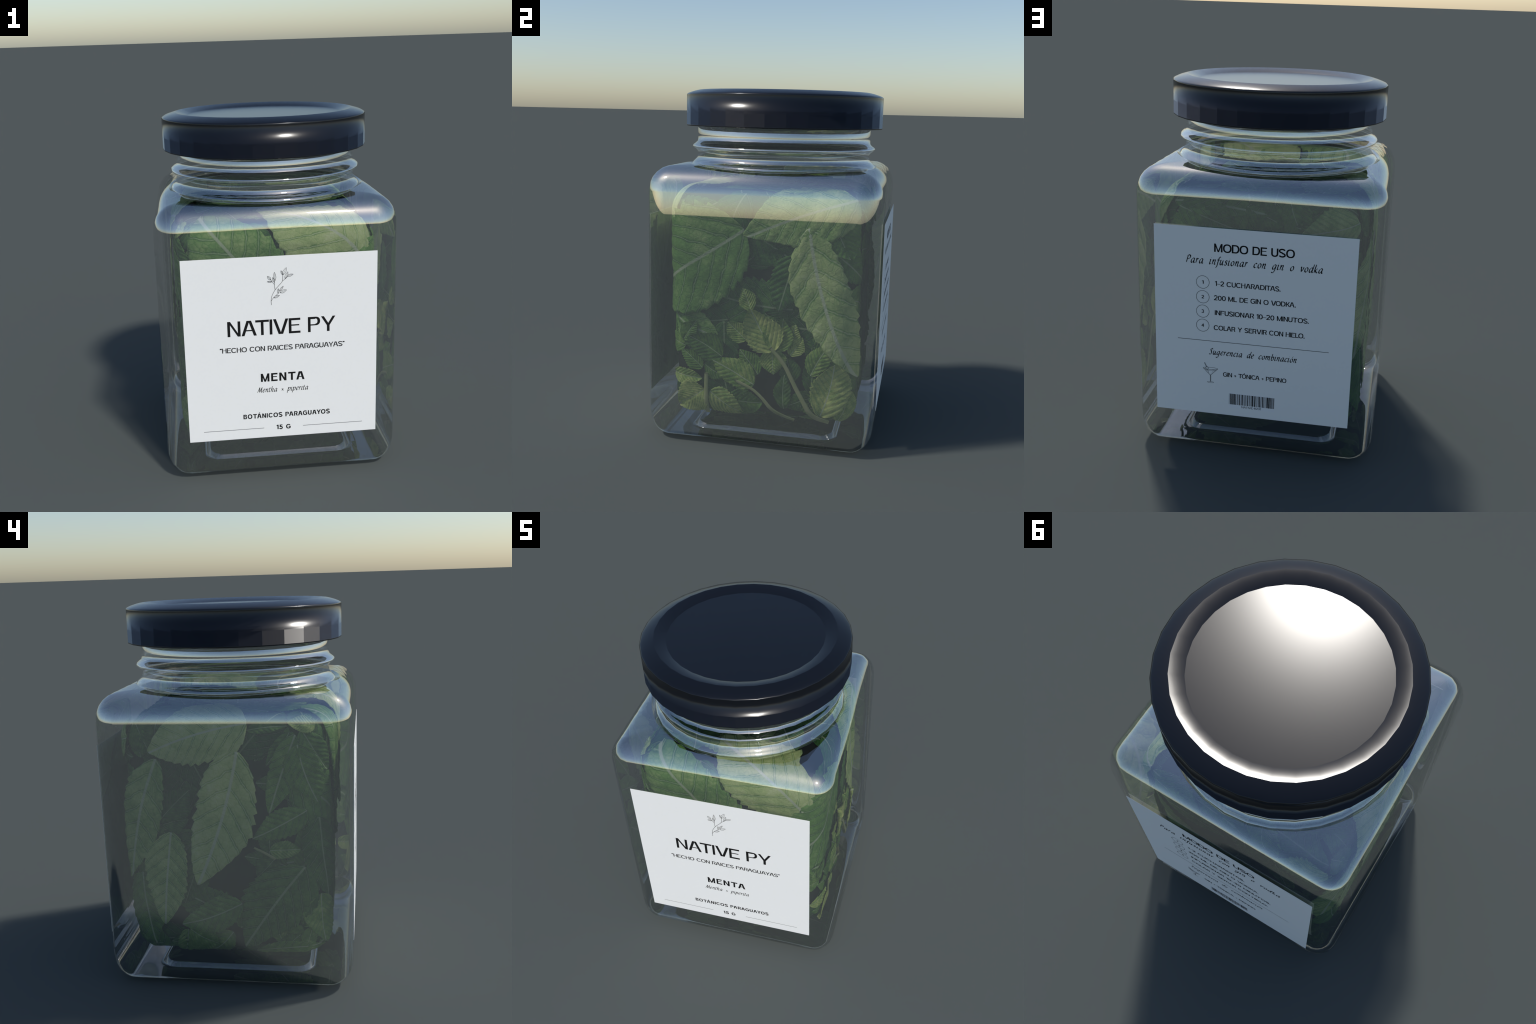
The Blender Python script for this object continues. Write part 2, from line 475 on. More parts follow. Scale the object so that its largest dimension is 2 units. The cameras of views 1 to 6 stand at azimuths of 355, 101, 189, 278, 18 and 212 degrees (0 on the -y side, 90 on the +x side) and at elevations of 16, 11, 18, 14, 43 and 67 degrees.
HUMP = [(0.12, 0.35), (0.45, 0.92), (0.68, 0.95), (0.70, 0.72), (0.60, 0.15), (0.72, 0.0), (0.90, 0.16)]
ENTRY = [(0.06, 0.84), (0.20, 1.0), (0.21, 0.88), (0.08, 0.0)]
BOWL = [(0.86, 0.86), (0.55, 1.0), (0.20, 0.70), (0.10, 0.22), (0.30, 0.0), (0.60, 0.28), (0.86, 0.92)]
OVAL = [(0.50, 1.0), (0.16, 0.70), (0.13, 0.20), (0.40, 0.0), (0.72, 0.28), (0.75, 0.78), (0.50, 1.0)]
PEN = {
    "a": ([BOWL, [(0.86, 0.95), (0.74, 0.2), (0.86, 0.0), (1.02, 0.16)]], 1.06), "e": ([[(0.12, 0.50), (0.55, 0.62), (0.70, 0.85), (0.50, 1.0), (0.20, 0.74), (0.10, 0.28), (0.35, 0.0), (0.72, 0.2)]], 0.86),
    "n": ([ENTRY, HUMP], 1.0), "i": ([[(0.05, 0.85), (0.20, 1.0), (0.10, 0.15), (0.22, 0.0), (0.38, 0.16)], [(0.24, 1.40), (0.30, 1.46)]], 0.50),
    "t": ([[(0.24, 1.42), (0.10, 0.2), (0.24, 0.0), (0.45, 0.16)], [(-0.04, 1.0), (0.50, 1.0)]], 0.56), "h": ([[(0.30, 1.75), (0.19, 1.0), (0.08, 0.0)], HUMP], 1.0),
    "p": ([[(0.05, 0.85), (0.20, 1.0), (0.10, 0.2), (0.0, -0.72)], [(0.12, 0.30), (0.42, 0.90), (0.70, 0.95), (0.82, 0.6), (0.60, 0.1), (0.35, 0.0), (0.12, 0.2)]], 0.98),
    "r": ([ENTRY, [(0.12, 0.40), (0.40, 0.92), (0.64, 0.94)]], 0.70), "M": ([[(-0.10, -0.05), (0.15, 0.45), (0.48, 1.6)], [(0.48, 1.6), (0.58, 0.8), (0.66, 0.0)], [(0.66, 0.0), (0.95, 0.8), (1.25, 1.6)], [(1.25, 1.6), (1.22, 0.2), (1.36, 0.0)]], 1.5),
    "P": ([[(0.26, 1.5), (0.16, 0.8), (0.05, 0.0)], [(0.06, 1.38), (0.50, 1.62), (0.86, 1.36), (0.70, 0.9), (0.26, 0.74)]], 0.95), "f": ([[(0.80, 1.62), (0.52, 1.62), (0.35, 1.1), (0.15, -0.4), (-0.14, -0.66)], [(0.02, 1.0), (0.62, 1.0)]], 0.60),
    "u": ([[(0.05, 0.85), (0.20, 1.0), (0.10, 0.3), (0.25, 0.0), (0.50, 0.2), (0.75, 1.0)], [(0.75, 1.0), (0.65, 0.15), (0.78, 0.0), (0.94, 0.16)]], 1.0),
    "s": ([[(0.62, 0.88), (0.40, 1.0), (0.20, 0.8), (0.42, 0.5), (0.55, 0.2), (0.30, 0.0), (0.05, 0.12)]], 0.74), "o": ([OVAL], 0.92), "c": ([[(0.70, 0.82), (0.50, 1.0), (0.20, 0.74), (0.10, 0.28), (0.35, 0.0), (0.70, 0.18)]], 0.82),
    "g": ([BOWL, [(0.86, 0.95), (0.72, 0.1), (0.55, -0.5), (0.30, -0.74), (-0.06, -0.62)]], 1.02), "v": ([[(0.06, 0.84), (0.20, 1.0), (0.26, 0.4), (0.32, 0.0)], [(0.32, 0.0), (0.68, 0.6), (0.74, 1.0)]], 0.86),
    "d": ([BOWL, [(1.02, 1.75), (0.88, 0.9), (0.75, 0.15), (0.88, 0.0), (1.02, 0.14)]], 1.06), "k": ([[(0.30, 1.75), (0.19, 1.0), (0.08, 0.0)], [(0.72, 0.95), (0.45, 0.62), (0.18, 0.48)], [(0.25, 0.5), (0.62, 0.06), (0.88, 0.1)]], 0.92),
    "S": ([[(0.88, 1.38), (0.60, 1.62), (0.30, 1.35), (0.50, 0.85), (0.64, 0.4), (0.38, 0.0), (0.0, 0.12)]], 0.96), "m": ([ENTRY, HUMP[:5] + [(0.56, 0.0)], [(x + 0.52, y) for x, y in HUMP]], 1.52),
    "b": ([[(0.30, 1.75), (0.19, 1.0), (0.10, 0.2)], [(0.12, 0.40), (0.42, 0.90), (0.70, 0.92), (0.80, 0.55), (0.56, 0.05), (0.30, 0.0), (0.10, 0.2)]], 0.96),
    "\u00f3": ([OVAL, [(0.46, 1.26), (0.72, 1.60)]], 0.92), "\u00d7": ([[(0.05, 0.15), (0.65, 0.8)], [(0.05, 0.8), (0.65, 0.15)]], 0.72), " ": ([], 0.52),
}

def pen_letter(c, thick):
    polys = []
    for path in PEN[c][0]:
        p = arc(path, 7)
        d = np.gradient(p, axis=0)
        ang = np.arctan2(d[:, 1], d[:, 0])
        w = thick * (0.34 + 0.66 * np.abs(np.sin(ang - math.radians(38))))
        w = w * (0.55 + 0.45 * np.sin(np.linspace(0.12, PI - 0.12, len(p))) ** 0.4)
        polys += ribbon(p, w)
    return polys, PEN[c][1]

KERN = {k: -0.13 for k in ("AT", "TA", "AV", "VA", "AY", "YA", "T\u00c1", "LA", "KA", "PA", "YO", "VO", "LO", "CA", "T\u00d3")}
KERN.update({"VE": -0.03, "RA": -0.05, "AR": -0.02, "AS": -0.05, "AG": -0.05, "UA": -0.03, "P ": -0.06, "IT": -0.03, "TI": -0.02, "OD": -0.03, "DO": -0.03, "CO": -0.03})

def lettering(words, thick, gap, pen):
    polys, x = [], 0.0
    for i, c in enumerate(words):
        g, w = pen_letter(c, thick) if pen else capital(c, thick)
        polys += [[(px + x, py) for px, py in q] for q in g]
        x += w + gap
        nxt = words[i + 1:i + 2]
        if not pen and nxt:
            x += KERN.get(c + nxt, 0.0)
    return polys

def printed(label, side, body, x0, x1, base, cap, ink=None, thick=0.15, gap=0.07, pen=False, slant=0.0, name="printed_text"):
    """Lay a line of lettering on the label from x0 to x1 with its feet at base."""
    polys = lettering(body, thick, gap, pen)
    unit = cap / 1.6 if pen else cap
    pts = np.array([p for q in polys for p in q])
    pts[:, 0] += slant * pts[:, 1]
    lo, hi = pts[:, 0].min(), pts[:, 0].max()
    x = x0 + (pts[:, 0] - lo) / (hi - lo) * (x1 - x0)
    z = base + pts[:, 1] * unit
    lift = INK_LIFT + 4e-6 * (np.arange(len(x)) // 4 % 60)
    faces, n = [], 0
    for q in polys:
        faces.append(tuple(range(n, n + len(q))))
        n += len(q)
    return new_object(name, np.column_stack([-side * x, side * lift, z]), faces, ink or INK, label, smooth=False)

def strokes(label, side, name, lines, ink):
    """Thin drawn lines: each is (points, width)."""
    verts, faces = [], []
    for row, (pts, w) in enumerate(lines):
        p = np.array(pts, float)
        d = np.gradient(p, axis=0)
        d /= np.linalg.norm(d, axis=1, keepdims=True) + 1e-9
        nrm = np.column_stack([-d[:, 1], d[:, 0]]) * w / 2
        k = len(verts)
        for a, b in zip(p + nrm, p - nrm):
            for q in (a, b):
                verts.append((-side * q[0], side * (INK_LIFT + 0.0001 + 8e-6 * row), q[1]))
        for i in range(len(p) - 1):
            faces.append((k + 2 * i, k + 2 * i + 1, k + 2 * i + 3, k + 2 * i + 2))
    return new_object(name, verts, faces, ink, label, smooth=False)

def ellipse(cx, cz, rx, rz, n=40, a0=0.0, a1=2 * PI):
    return [(cx + rx * math.cos(a), cz + rz * math.sin(a)) for a in np.linspace(a0, a1, n)]

front = slab("paper_label", -LABEL_HALF, LABEL_HALF, LABEL_BOT, LABEL_TOP, LABEL_Y - 0.0008, LABEL_Y, PAPER, root, -1)
back = slab("paper_label", -LABEL_HALF, LABEL_HALF, LABEL_BOT, LABEL_TOP, LABEL_Y - 0.0008, LABEL_Y, PAPER, root, 1)

printed(front, -1, "NATIVE PY", -0.289, 0.294, 0.861, 0.086, INK, thick=0.165, gap=0.055)
printed(front, -1, "\u201cHECHO CON RAICES PARAGUAYAS\u201d", -0.335, 0.345, 0.769, 0.028, INK_SOFT, thick=0.18, gap=0.06)
printed(front, -1, "MENTA", -0.118, 0.122, 0.588, 0.048, INK, thick=0.22, gap=0.20)
printed(front, -1, "Mentha  \u00d7  piperita", -0.141, 0.142, 0.526, 0.030, INK_SOFT, thick=0.26, gap=0.10, pen=True, slant=0.20)
printed(front, -1, "BOT\u00c1NICOS PARAGUAYOS", -0.221, 0.262, 0.371, 0.027, INK, thick=0.23, gap=0.16)
printed(front, -1, "15 G", -0.039, 0.040, 0.2955, 0.027, INK, thick=0.23, gap=0.16)
strokes(front, -1, "printed_rule", [([(-0.442, 0.309), (-0.108, 0.309)], 0.0022), ([(0.110, 0.308), (0.444, 0.308)], 0.0022)], INK_GREY)

def sprig_leaf(a, b, fat):
    a, b = np.array(a), np.array(b)
    d = b - a
    n = np.array([-d[1], d[0]])
    up = arc([a, a + 0.35 * d + fat * n, a + 0.7 * d + 0.75 * fat * n, b], 6)
    dn = arc([a, a + 0.35 * d - fat * n, a + 0.7 * d - 0.75 * fat * n, b], 6)
    return [(up, 0.0018), (dn, 0.0018), (np.array([a, a + 0.8 * d]), 0.0013)]

SPRIG = [
    ([(-0.049, 1.028), (-0.051, 1.050), (-0.045, 1.080), (-0.028, 1.111), (-0.008, 1.134), (0.011, 1.157), (0.015, 1.191)], 0.0022),
    ([(-0.028, 1.111), (-0.031, 1.141), (-0.029, 1.155)], 0.0022), ([(-0.031, 1.141), (-0.043, 1.158), (-0.050, 1.170)], 0.0018),
    ([(0.011, 1.157), (0.026, 1.169), (0.037, 1.183)], 0.0018), ([(-0.050, 1.050), (-0.037, 1.069), (-0.012, 1.090)], 0.0018),
]
SPRIG_LEAVES = [
    ((0.015, 1.191), (0.005, 1.216), 0.16), ((0.015, 1.191), (0.034, 1.231), 0.17), ((0.026, 1.168), (0.042, 1.208), 0.15), ((0.037, 1.183), (0.070, 1.193), 0.17),
    ((-0.027, 1.162), (-0.030, 1.209), 0.13), ((-0.030, 1.153), (-0.040, 1.181), 0.15), ((-0.049, 1.168), (-0.068, 1.189), 0.22), ((-0.044, 1.157), (-0.069, 1.159), 0.16),
    ((-0.012, 1.090), (-0.011, 1.118), 0.16), ((-0.004, 1.104), (0.016, 1.130), 0.14), ((-0.003, 1.094), (0.033, 1.108), 0.19), ((-0.037, 1.068), (-0.005, 1.080), 0.17),
]
lines = [(arc(p), w) for p, w in SPRIG]
for a, b, fat in SPRIG_LEAVES:
    lines += sprig_leaf(a, b, fat)
strokes(front, -1, "printed_sprig", lines, INK_GREY)

printed(back, 1, "MODO DE USO", -0.206, 0.206, 1.172, 0.044, INK, thick=0.18, gap=0.06)
printed(back, 1, "Para  infusionar  con  gin  o  vodka", -0.353, 0.350, 1.105, 0.040, INK, thick=0.27, gap=0.14, pen=True, slant=0.20)
STEPS = [("1\u20132 CUCHARADITAS.", -0.201, 0.140, 0.989, 1.004), ("200 ML DE GIN O VODKA.", -0.206, 0.221, 0.910, 0.923),
         ("INFUSIONAR 10\u201320 MINUTOS.", -0.201, 0.291, 0.828, 0.843), ("COLAR Y SERVIR CON HIELO.", -0.206, 0.273, 0.7435, 0.764)]
rings = []
for k, (words, x0, x1, base, mid) in enumerate(STEPS):
    printed(back, 1, words, x0, x1, base, 0.0265, INK, thick=0.18, gap=0.06)
    w = 0.010 if k == 0 else 0.014
    printed(back, 1, str(k + 1), -0.265 - w / 2, -0.265 + w / 2, mid - 0.009, 0.018, INK_SOFT, thick=0.20)
    rings.append((ellipse(-0.265, mid, 0.0340, 0.0345), 0.0020))
strokes(back, 1, "printed_ring", rings, INK_SOFT)
strokes(back, 1, "printed_rule", [([(-0.400, 0.678), (0.401, 0.678)], 0.0026)], INK_SOFT)
printed(back, 1, "Sugerencia  de  combinaci\u00f3n", -0.231, 0.237, 0.602, 0.034, INK, thick=0.28, gap=0.12, pen=True, slant=0.20)
printed(back, 1, "GIN + T\u00d3NICA + PEPINO", -0.154, 0.187, 0.479, 0.025, INK, thick=0.18, gap=0.06)
glass_lines = [
    (ellipse(-0.2225, 0.519, 0.040, 0.006), 0.0018), ([(-0.262, 0.518), (-0.223, 0.479)], 0.0022), ([(-0.183, 0.519), (-0.223, 0.479)], 0.0022),
    ([(-0.2235, 0.480), (-0.2235, 0.440)], 0.0022), ([(-0.2205, 0.480), (-0.2205, 0.440)], 0.0018), (ellipse(-0.222, 0.4375, 0.0175, 0.0035), 0.0016),
    (ellipse(-0.2225, 0.509, 0.027, 0.0035), 0.0014), ([(-0.257, 0.550), (-0.2445, 0.524)], 0.0018), ([(-0.254, 0.551), (-0.2415, 0.525)], 0.0018),
    (ellipse(-0.242, 0.519, 0.0075, 0.0085), 0.0018), ([(-0.239, 0.511), (-0.232, 0.493)], 0.0016), ([(-0.215, 0.497), (-0.210, 0.500)], 0.0016), ([(-0.209, 0.504), (-0.205, 0.506)], 0.0016),
]
strokes(back, 1, "printed_cocktail_glass", glass_lines, INK_GREY)
slab("barcode_ground", -0.1215, 0.1265, 0.298, 0.384, LABEL_Y - 0.001, LABEL_Y + 0.0003, BARCODE_WHITE, back, 1)
bars, x = [], -0.120
brng = random.Random(21)
while x < 0.124:
    w = brng.choice((0.0018, 0.0018, 0.0032, 0.0046, 0.006))
    w = min(w, 0.126 - x)
    bars.append(([(x + w / 2, 0.318), (x + w / 2, 0.382)], w))
    x += w + brng.choice((0.0016, 0.0016, 0.0026, 0.0040))
o = strokes(back, 1, "barcode_bar", bars, INK)
o["kind"] = "stuff"
printed(back, 1, "NATIVE-8231", -0.051, 0.055, 0.302, 0.0115, INK_SOFT, thick=0.16, gap=0.10)

# ------------------------------------------------------------------ the packed leaves
FLAT = BOX_HALF - BOX_R
SIDE_LEN = 2 * FLAT + BOX_R * PI / 2

def wrap(face, a, t, h):
    """Point of the rounded leaf block: face 0 front, 1 right, 2 back, 3 left; a sideways, t upwards, h lift."""
    s = face * SIDE_LEN + a + SIDE_LEN / 2
    f = int(math.floor(s / SIDE_LEN))
    a = s - f * SIDE_LEN - SIDE_LEN / 2
    ang = f * PI / 2
    if abs(a) <= FLAT:
        cx, turn = a, 0.0
    else:
        cx, turn = math.copysign(FLAT, a), math.copysign((abs(a) - FLAT) / BOX_R, a)
    # before turning, face 0 looks to -y
    nx, ny = math.sin(turn), -math.cos(turn)
    px, py = cx, -FLAT
    lo, hi = BOX_BOT + BOX_R, BOX_TOP - BOX_R
    over = 0.0
    if t > hi:
        phi = (t - hi) / BOX_R
        if phi > PI / 2:
            over, phi = (phi - PI / 2) * BOX_R, PI / 2
        zc = hi
    elif t < lo:
        phi = (t - lo) / BOX_R
        if phi < -PI / 2:
            over, phi = (-PI / 2 - phi) * BOX_R, -PI / 2
        zc = lo
    else:
        phi, zc = 0.0, t
    c, sn = math.cos(phi), math.sin(phi)
    r = BOX_R + h
    x = px + nx * (r * c - over)
    y = py + ny * (r * c - over)
    z = zc + r * sn
    ca, sa = math.cos(ang), math.sin(ang)
    return Vector((x * ca - y * sa, x * sa + y * ca, z)), Vector(((nx * c) * ca - (ny * c) * sa, (nx * c) * sa + (ny * c) * ca, sn))

def flat_top(a, b, h):
    return Vector((a, b, BOX_TOP + h)), Vector((0, 0, 1))

def flat_floor(a, b, h):
    return Vector((a, -b, BOX_BOT - h)), Vector((0, 0, -1))

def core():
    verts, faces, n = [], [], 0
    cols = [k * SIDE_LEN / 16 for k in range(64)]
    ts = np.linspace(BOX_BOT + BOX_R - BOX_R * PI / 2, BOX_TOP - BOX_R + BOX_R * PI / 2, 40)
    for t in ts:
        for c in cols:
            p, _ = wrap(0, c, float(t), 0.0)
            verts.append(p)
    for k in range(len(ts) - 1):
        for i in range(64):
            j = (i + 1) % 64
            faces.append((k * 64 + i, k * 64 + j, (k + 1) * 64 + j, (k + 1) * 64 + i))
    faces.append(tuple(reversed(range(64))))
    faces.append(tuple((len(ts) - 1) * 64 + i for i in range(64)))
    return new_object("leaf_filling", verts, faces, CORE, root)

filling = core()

def outline(t):
    return (math.sin(PI * min(1.0, t ** 0.78)) ** 0.80) * (1.0 - 0.10 * t) if 0 < t < 1 else 0.0

def leaf(place, a0, t0, a1, t1, half, tone, lift, curl=0.0, teeth=13, crinkle=1.0, warm=0.0):
    """place maps (sideways, upwards, lift) to the block's surface."""
    length = math.hypot(a1 - a0, t1 - t0)
    dx, dy = (a1 - a0) / length, (t1 - t0) / length
    bend = rng.uniform(-0.05, 0.05)
    seed = rng.uniform(0, 100)
    nt_, ns = teeth * 4 + 1, 27
    o0, n0 = place(a0, t0, lift)
    o1, _ = place(a0 + dx * 0.25 * length, t0 + dy * 0.25 * length, lift)
    mid, nm = place((a0 + a1) / 2, (t0 + t1) / 2, lift)
    ax = (mid - o0).normalized()
    az = (nm - ax * nm.dot(ax)).normalized()
    ay = az.cross(ax)
    mat = Matrix((ax, ay, az)).transposed().to_4x4()
    mat.translation = o0
    mat = mat @ Matrix.Scale(length, 4)
    inv = mat.inverted()
    top, faces = [], []
    for i in range(nt_):
        t = 0.004 + 0.992 * i / (nt_ - 1)
        saw = (t * teeth) % 1.0
        edge = half * outline(t) * (1.0 + (0.12 + 0.06 * math.sin(seed + 5.3 * int(t * teeth))) * (saw - 0.5)) + 0.0012
        for j in range(ns):
            u = -1 + 2 * j / (ns - 1)
            y = u * edge * (1.0 + 0.10 * math.sin(seed * 3 + 6.0 * t + (2.1 if u > 0 else 0.0)))
            yb = y + bend * 4 * t * (1 - t) * length
            yl = abs(y) / length
            # quilted blade: low on the veins, high between them
            ph = (t - yl * (VEIN_SLANT + VEIN_CURVE * yl)) * VEINS
            tri = abs((ph % 1.0) - 0.5) * 2
            cross = abs(((yl * 11.0 + 0.5 * math.floor(ph) + 0.2 * math.sin(seed + 3 * ph)) % 1.0) - 0.5) * 2
            quilt = (1 - tri ** 3) * min(1.0, yl * 14) * (0.72 + 0.28 * (1 - cross ** 3))
            rib = math.exp(-(yl / 0.012) ** 2)
            wave = math.sin(seed + t * 9 + u * 2.0) * 0.0016 + math.sin(seed * 2 + t * 17 - u * 5) * 0.0010 * abs(u)
            h = lift + crinkle * (0.0065 * quilt + 0.0022 * rib + wave) + curl * u * u * half * (0.3 + 0.7 * t) - 0.0015 * u ** 4
            a = a0 + dx * t * length - dy * yb
            b = t0 + dy * t * length + dx * yb
            top.append(inv @ place(a, b, max(h, 0.0008))[0])
    m = nt_ * ns
    thick = 0.0025 / length
    verts = top + [v - Vector((0, 0, thick)) for v in top]
    for i in range(nt_ - 1):
        for j in range(ns - 1):
            q = (i * ns + j, (i + 1) * ns + j, (i + 1) * ns + j + 1, i * ns + j + 1)
            faces.append(q)
            faces.append(tuple(m + k for k in reversed(q)))
    rim = [i * ns for i in range(nt_)] + [(nt_ - 1) * ns + j for j in range(1, ns)] + [i * ns + ns - 1 for i in range(nt_ - 2, -1, -1)] + [j for j in range(ns - 2, 0, -1)]
    for k in range(len(rim)):
        p, q = rim[k], rim[(k + 1) % len(rim)]
        faces.append((q, p, m + p, m + q))
    ob = new_object("leaf", verts, [tuple(reversed(f)) for f in faces], LEAF, filling)
    ob.matrix_world = mat
    ob["tone"], ob["bend"] = float(tone), float(bend)
    ob["warm"] = float(warm)
    return ob

def on_face(face):
    return lambda a, t, h: wrap(face, a, t, h)

# (sideways, height) of the leaf base, of its tip, half width, tone; as they lie on each side
RIGHT = [
    (-0.10, 1.24, -0.78, 0.80, 0.30, 0.55), (0.53, 1.40, -0.11, 1.21, 0.17, 0.68), (0.26, 1.27, 0.54, 0.42, 0.16, 0.76), (0.19, 1.11, 0.10, 0.79, 0.11, 0.35),
    (0.08, 0.56, -0.06, 0.80, 0.09, 0.75), (0.08, 0.56, 0.13, 0.75, 0.07, 0.60), (0.17, 0.59, 0.20, 0.72, 0.04, 0.70), (0.17, 0.54, 0.24, 0.65, 0.04, 0.70),
    (-0.06, 0.78, -0.11, 0.91, 0.04, 0.65), (-0.08, 0.61, -0.19, 0.71, 0.05, 0.65), (0.07, 0.57, 0.08, 0.42, 0.06, 0.65), (-0.22, 0.50, -0.42, 0.61, 0.07, 0.40),
    (-0.03, 0.35, -0.28, 0.48, 0.07, 0.62), (-0.01, 0.41, -0.12, 0.55, 0.05, 0.50), (-0.32, 0.30, -0.46, 0.21, 0.07, 0.75), (-0.29, 0.29, -0.10, 0.17, 0.06, 0.70),
    (-0.51, 0.37, -0.34, 0.36, 0.04, 0.65), (-0.19, 0.25, 0.02, 0.25, 0.06, 0.40), (0.14, 0.22, 0.14, 0.42, 0.04, 0.35), (0.35, 0.21, 0.43, 0.52, 0.08, 0.72),
    (0.29, 0.43, 0.40, 0.63, 0.05, 0.60), (0.29, 0.32, 0.29, 0.59, 0.04, 0.30), (0.45, 0.18, 0.51, 0.34, 0.06, 0.60), (0.42, 0.31, 0.44, 0.49, 0.05, 0.40),
    (0.22, 0.16, 0.42, 0.17, 0.02, 0.40), (-0.34, 0.42, -0.46, 0.52, 0.04, 0.50), (-0.45, 0.58, -0.38, 0.70, 0.04, 0.45), (0.20, 0.76, 0.26, 0.87, 0.03, 0.30),
    (0.02, 0.77, 0.17, 0.69, 0.06, 0.25), (0.55, 0.41, 0.49, 0.56, 0.06, 0.45),
]
LEFT = [
    (0.13, 1.39, -0.38, 1.28, 0.16, 0.80), (0.08, 1.28, -0.15, 0.56, 0.17, 0.80), (-0.34, 1.24, -0.51, 0.57, 0.11, 0.65), (-0.28, 0.85, -0.34, 0.33, 0.12, 0.70),
    (-0.44, 0.62, -0.40, 0.22, 0.10, 0.45), (0.37, 1.35, 0.23, 0.95, 0.06, 0.50), (0.38, 1.31, 0.47, 1.01, 0.07, 0.50), (0.34, 1.36, 0.22, 1.20, 0.03, 0.40),
    (0.40, 1.37, 0.53, 1.17, 0.05, 0.45), (0.47, 1.39, 0.33, 1.40, 0.03, 0.70), (0.12, 1.37, 0.33, 1.39, 0.02, 0.40), (0.42, 0.97, 0.14, 0.81, 0.06, 0.50),
    (0.47, 0.93, 0.52, 0.49, 0.10, 0.35), (0.41, 0.67, 0.09, 0.21, 0.17, 0.40), (0.23, 0.75, 0.39, 0.76, 0.04, 0.60), (0.26, 0.71, 0.16, 0.60, 0.05, 0.35),
    (0.08, 0.46, -0.25, 0.33, 0.10, 0.50), (-0.21, 0.30, -0.06, 0.22, 0.07, 0.55), (-0.33, 0.92, -0.18, 1.07, 0.07, 0.30), (-0.33, 0.88, -0.19, 0.91, 0.05, 0.35),
    (-0.32, 0.22, -0.11, 0.17, 0.04, 0.40), (0.14, 0.17, 0.51, 0.22, 0.03, 0.55), (0.27, 0.18, 0.38, 0.28, 0.04, 0.40), (0.48, 0.51, 0.50, 0.24, 0.06, 0.60),
    (-0.43, 1.38, -0.42, 1.24, 0.04, 0.40), (-0.46, 1.40, -0.36, 1.26, 0.05, 0.35),
]
FRONT = [
    (0.02, 0.86, -0.46, 1.52, 0.25, 0.58), (0.46, 1.20, -0.08, 1.62, 0.25, 0.80), (-0.29, 1.28, -0.39, 1.41, 0.05, 0.35), (0.46, 1.20, 0.52, 1.38, 0.05, 0.50),
    (-0.47, 1.20, -0.43, 1.43, 0.02, 0.70),
]
BACK = [
    (-0.46, 1.38, 0.04, 1.35, 0.04, 0.42), (-0.42, 1.36, -0.10, 1.26, 0.08, 0.38), (0.15, 1.42, 0.25, 1.20, 0.06, 0.42), (0.50, 1.33, 0.22, 1.26, 0.10, 0.65),
    (-0.62, 1.34, -0.51, 1.10, 0.09, 0.50), (-0.07, 1.38, 0.13, 1.30, 0.06, 0.35),
]

# loose under-layer, dark, all round; then the readable leaves on top of it
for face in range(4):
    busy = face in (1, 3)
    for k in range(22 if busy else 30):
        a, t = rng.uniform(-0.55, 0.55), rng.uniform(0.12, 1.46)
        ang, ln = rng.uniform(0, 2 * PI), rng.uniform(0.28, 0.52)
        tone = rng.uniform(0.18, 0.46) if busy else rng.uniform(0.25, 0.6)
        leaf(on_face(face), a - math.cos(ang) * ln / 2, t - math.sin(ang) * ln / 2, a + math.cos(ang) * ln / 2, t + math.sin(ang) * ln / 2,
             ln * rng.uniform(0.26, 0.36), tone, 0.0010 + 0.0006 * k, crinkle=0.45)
# smaller sprigs tucked between, thickest low in the jar
for face in (1, 3):
    for k in range(22):
        a, t = rng.uniform(-0.46, 0.46), 0.18 + 0.75 * rng.random() ** 1.5
        ang, ln = rng.uniform(0, 2 * PI), rng.uniform(0.13, 0.26)
        leaf(on_face(face), a, t, a + math.cos(ang) * ln, t + math.sin(ang) * ln, ln * rng.uniform(0.26, 0.38), rng.uniform(0.28, 0.58), 0.0095 + 0.0005 * k,
             crinkle=0.7, curl=rng.uniform(-0.05, 0.2), warm=0.4 if face == 1 else 0.15)
for face, rows in ((0, FRONT), (1, RIGHT), (2, BACK), (3, LEFT)):
    small = sorted((r for r in rows if r[4] < 0.10), key=lambda r: r[4] + 0.1 * r[5])
    big = sorted((r for r in rows if r[4] >= 0.10), key=lambda r: r[5])
    for k, row in enumerate(small):
        leaf(on_face(face), *row[:4], row[4] * 1.3, row[5], 0.0150 + 0.0009 * k, crinkle=0.95, curl=rng.uniform(-0.15, 0.25), warm=0.45 if face == 1 else 0.15)
    for k, row in enumerate(big):
        leaf(on_face(face), *row, 0.0300 + 0.0034 * k, crinkle=1.25)
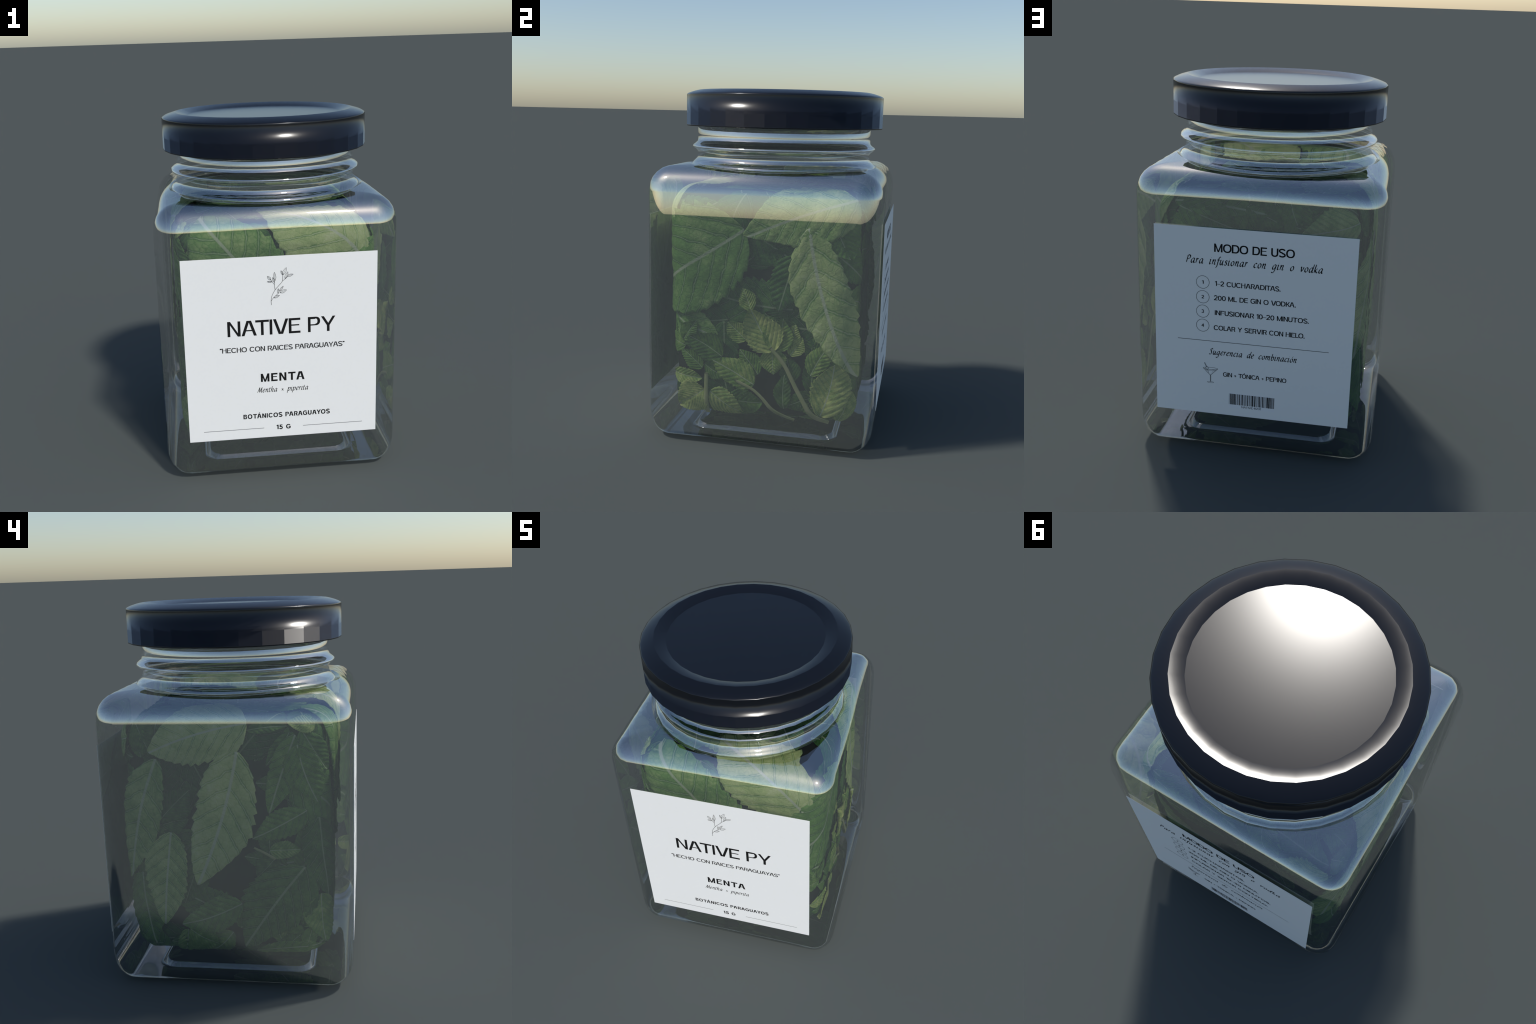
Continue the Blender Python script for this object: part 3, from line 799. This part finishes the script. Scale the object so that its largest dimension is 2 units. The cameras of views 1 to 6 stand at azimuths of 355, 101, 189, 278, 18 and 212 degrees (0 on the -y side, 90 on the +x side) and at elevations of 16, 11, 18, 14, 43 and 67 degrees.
# top of the pack, seen through the shoulder and the neck
for k in range(26):
    a, b = rng.uniform(-0.40, 0.40), rng.uniform(-0.40, 0.40)
    ang, ln = rng.uniform(0, 2 * PI), rng.uniform(0.25, 0.50)
    leaf(flat_top, max(-0.42, min(0.42, a - math.cos(ang) * ln / 2)), max(-0.42, min(0.42, b - math.sin(ang) * ln / 2)),
         max(-0.42, min(0.42, a + math.cos(ang) * ln / 2)) + 0.01, max(-0.42, min(0.42, b + math.sin(ang) * ln / 2)), ln * rng.uniform(0.24, 0.34), rng.uniform(0.28, 0.62), 0.001 + 0.0008 * k, crinkle=0.6)

# underside of the pack; tones lightened to brighten its reflection in the floor
for k in range(16):
    a, b = rng.uniform(-0.36, 0.36), rng.uniform(-0.36, 0.36)
    ang, ln = rng.uniform(0, 2 * PI), rng.uniform(0.25, 0.45)
    leaf(flat_floor, max(-0.42, min(0.42, a - math.cos(ang) * ln / 2)), max(-0.42, min(0.42, b - math.sin(ang) * ln / 2)),
         max(-0.42, min(0.42, a + math.cos(ang) * ln / 2)) + 0.01, max(-0.42, min(0.42, b + math.sin(ang) * ln / 2)), ln * rng.uniform(0.26, 0.36), rng.uniform(0.5, 0.75), 0.001 + 0.0008 * k, crinkle=0.6)

def stem(face, pts, width, name="stem"):
    path = arc(pts, 8)
    verts, faces, n = [], [], 10
    for i, p in enumerate(path):
        d = path[min(i + 1, len(path) - 1)] - path[max(i - 1, 0)]
        d = d / (np.linalg.norm(d) + 1e-9)
        w = width / 2 * (0.8 + 0.35 * i / (len(path) - 1))
        for k in range(n):
            ang = 2 * PI * k / n
            off = w * math.cos(ang)
            pos, _ = wrap(face, p[0] - d[1] * off, p[1] + d[0] * off, 0.040 + w * 0.55 * (1 + math.sin(ang)) * 0.6)
            verts.append(pos)
    for i in range(len(path) - 1):
        for k in range(n):
            j = (k + 1) % n
            faces.append((i * n + k, i * n + j, (i + 1) * n + j, (i + 1) * n + k))
    faces.append(tuple(range(n)))
    faces.append(tuple(reversed([(len(path) - 1) * n + k for k in range(n)])))
    return new_object(name, verts, faces, STEM, filling)

stem(1, [(0.06, 0.58), (0.14, 0.49), (0.22, 0.34), (0.30, 0.22), (0.40, 0.18)], 0.026)
stem(1, [(-0.14, 0.37), (-0.03, 0.32), (0.07, 0.23), (0.15, 0.19), (0.20, 0.17)], 0.020)
stem(1, [(-0.31, 0.40), (-0.31, 0.28), (-0.31, 0.17)], 0.026)
stem(3, [(0.15, 0.77), (0.21, 0.74), (0.26, 0.71)], 0.014)
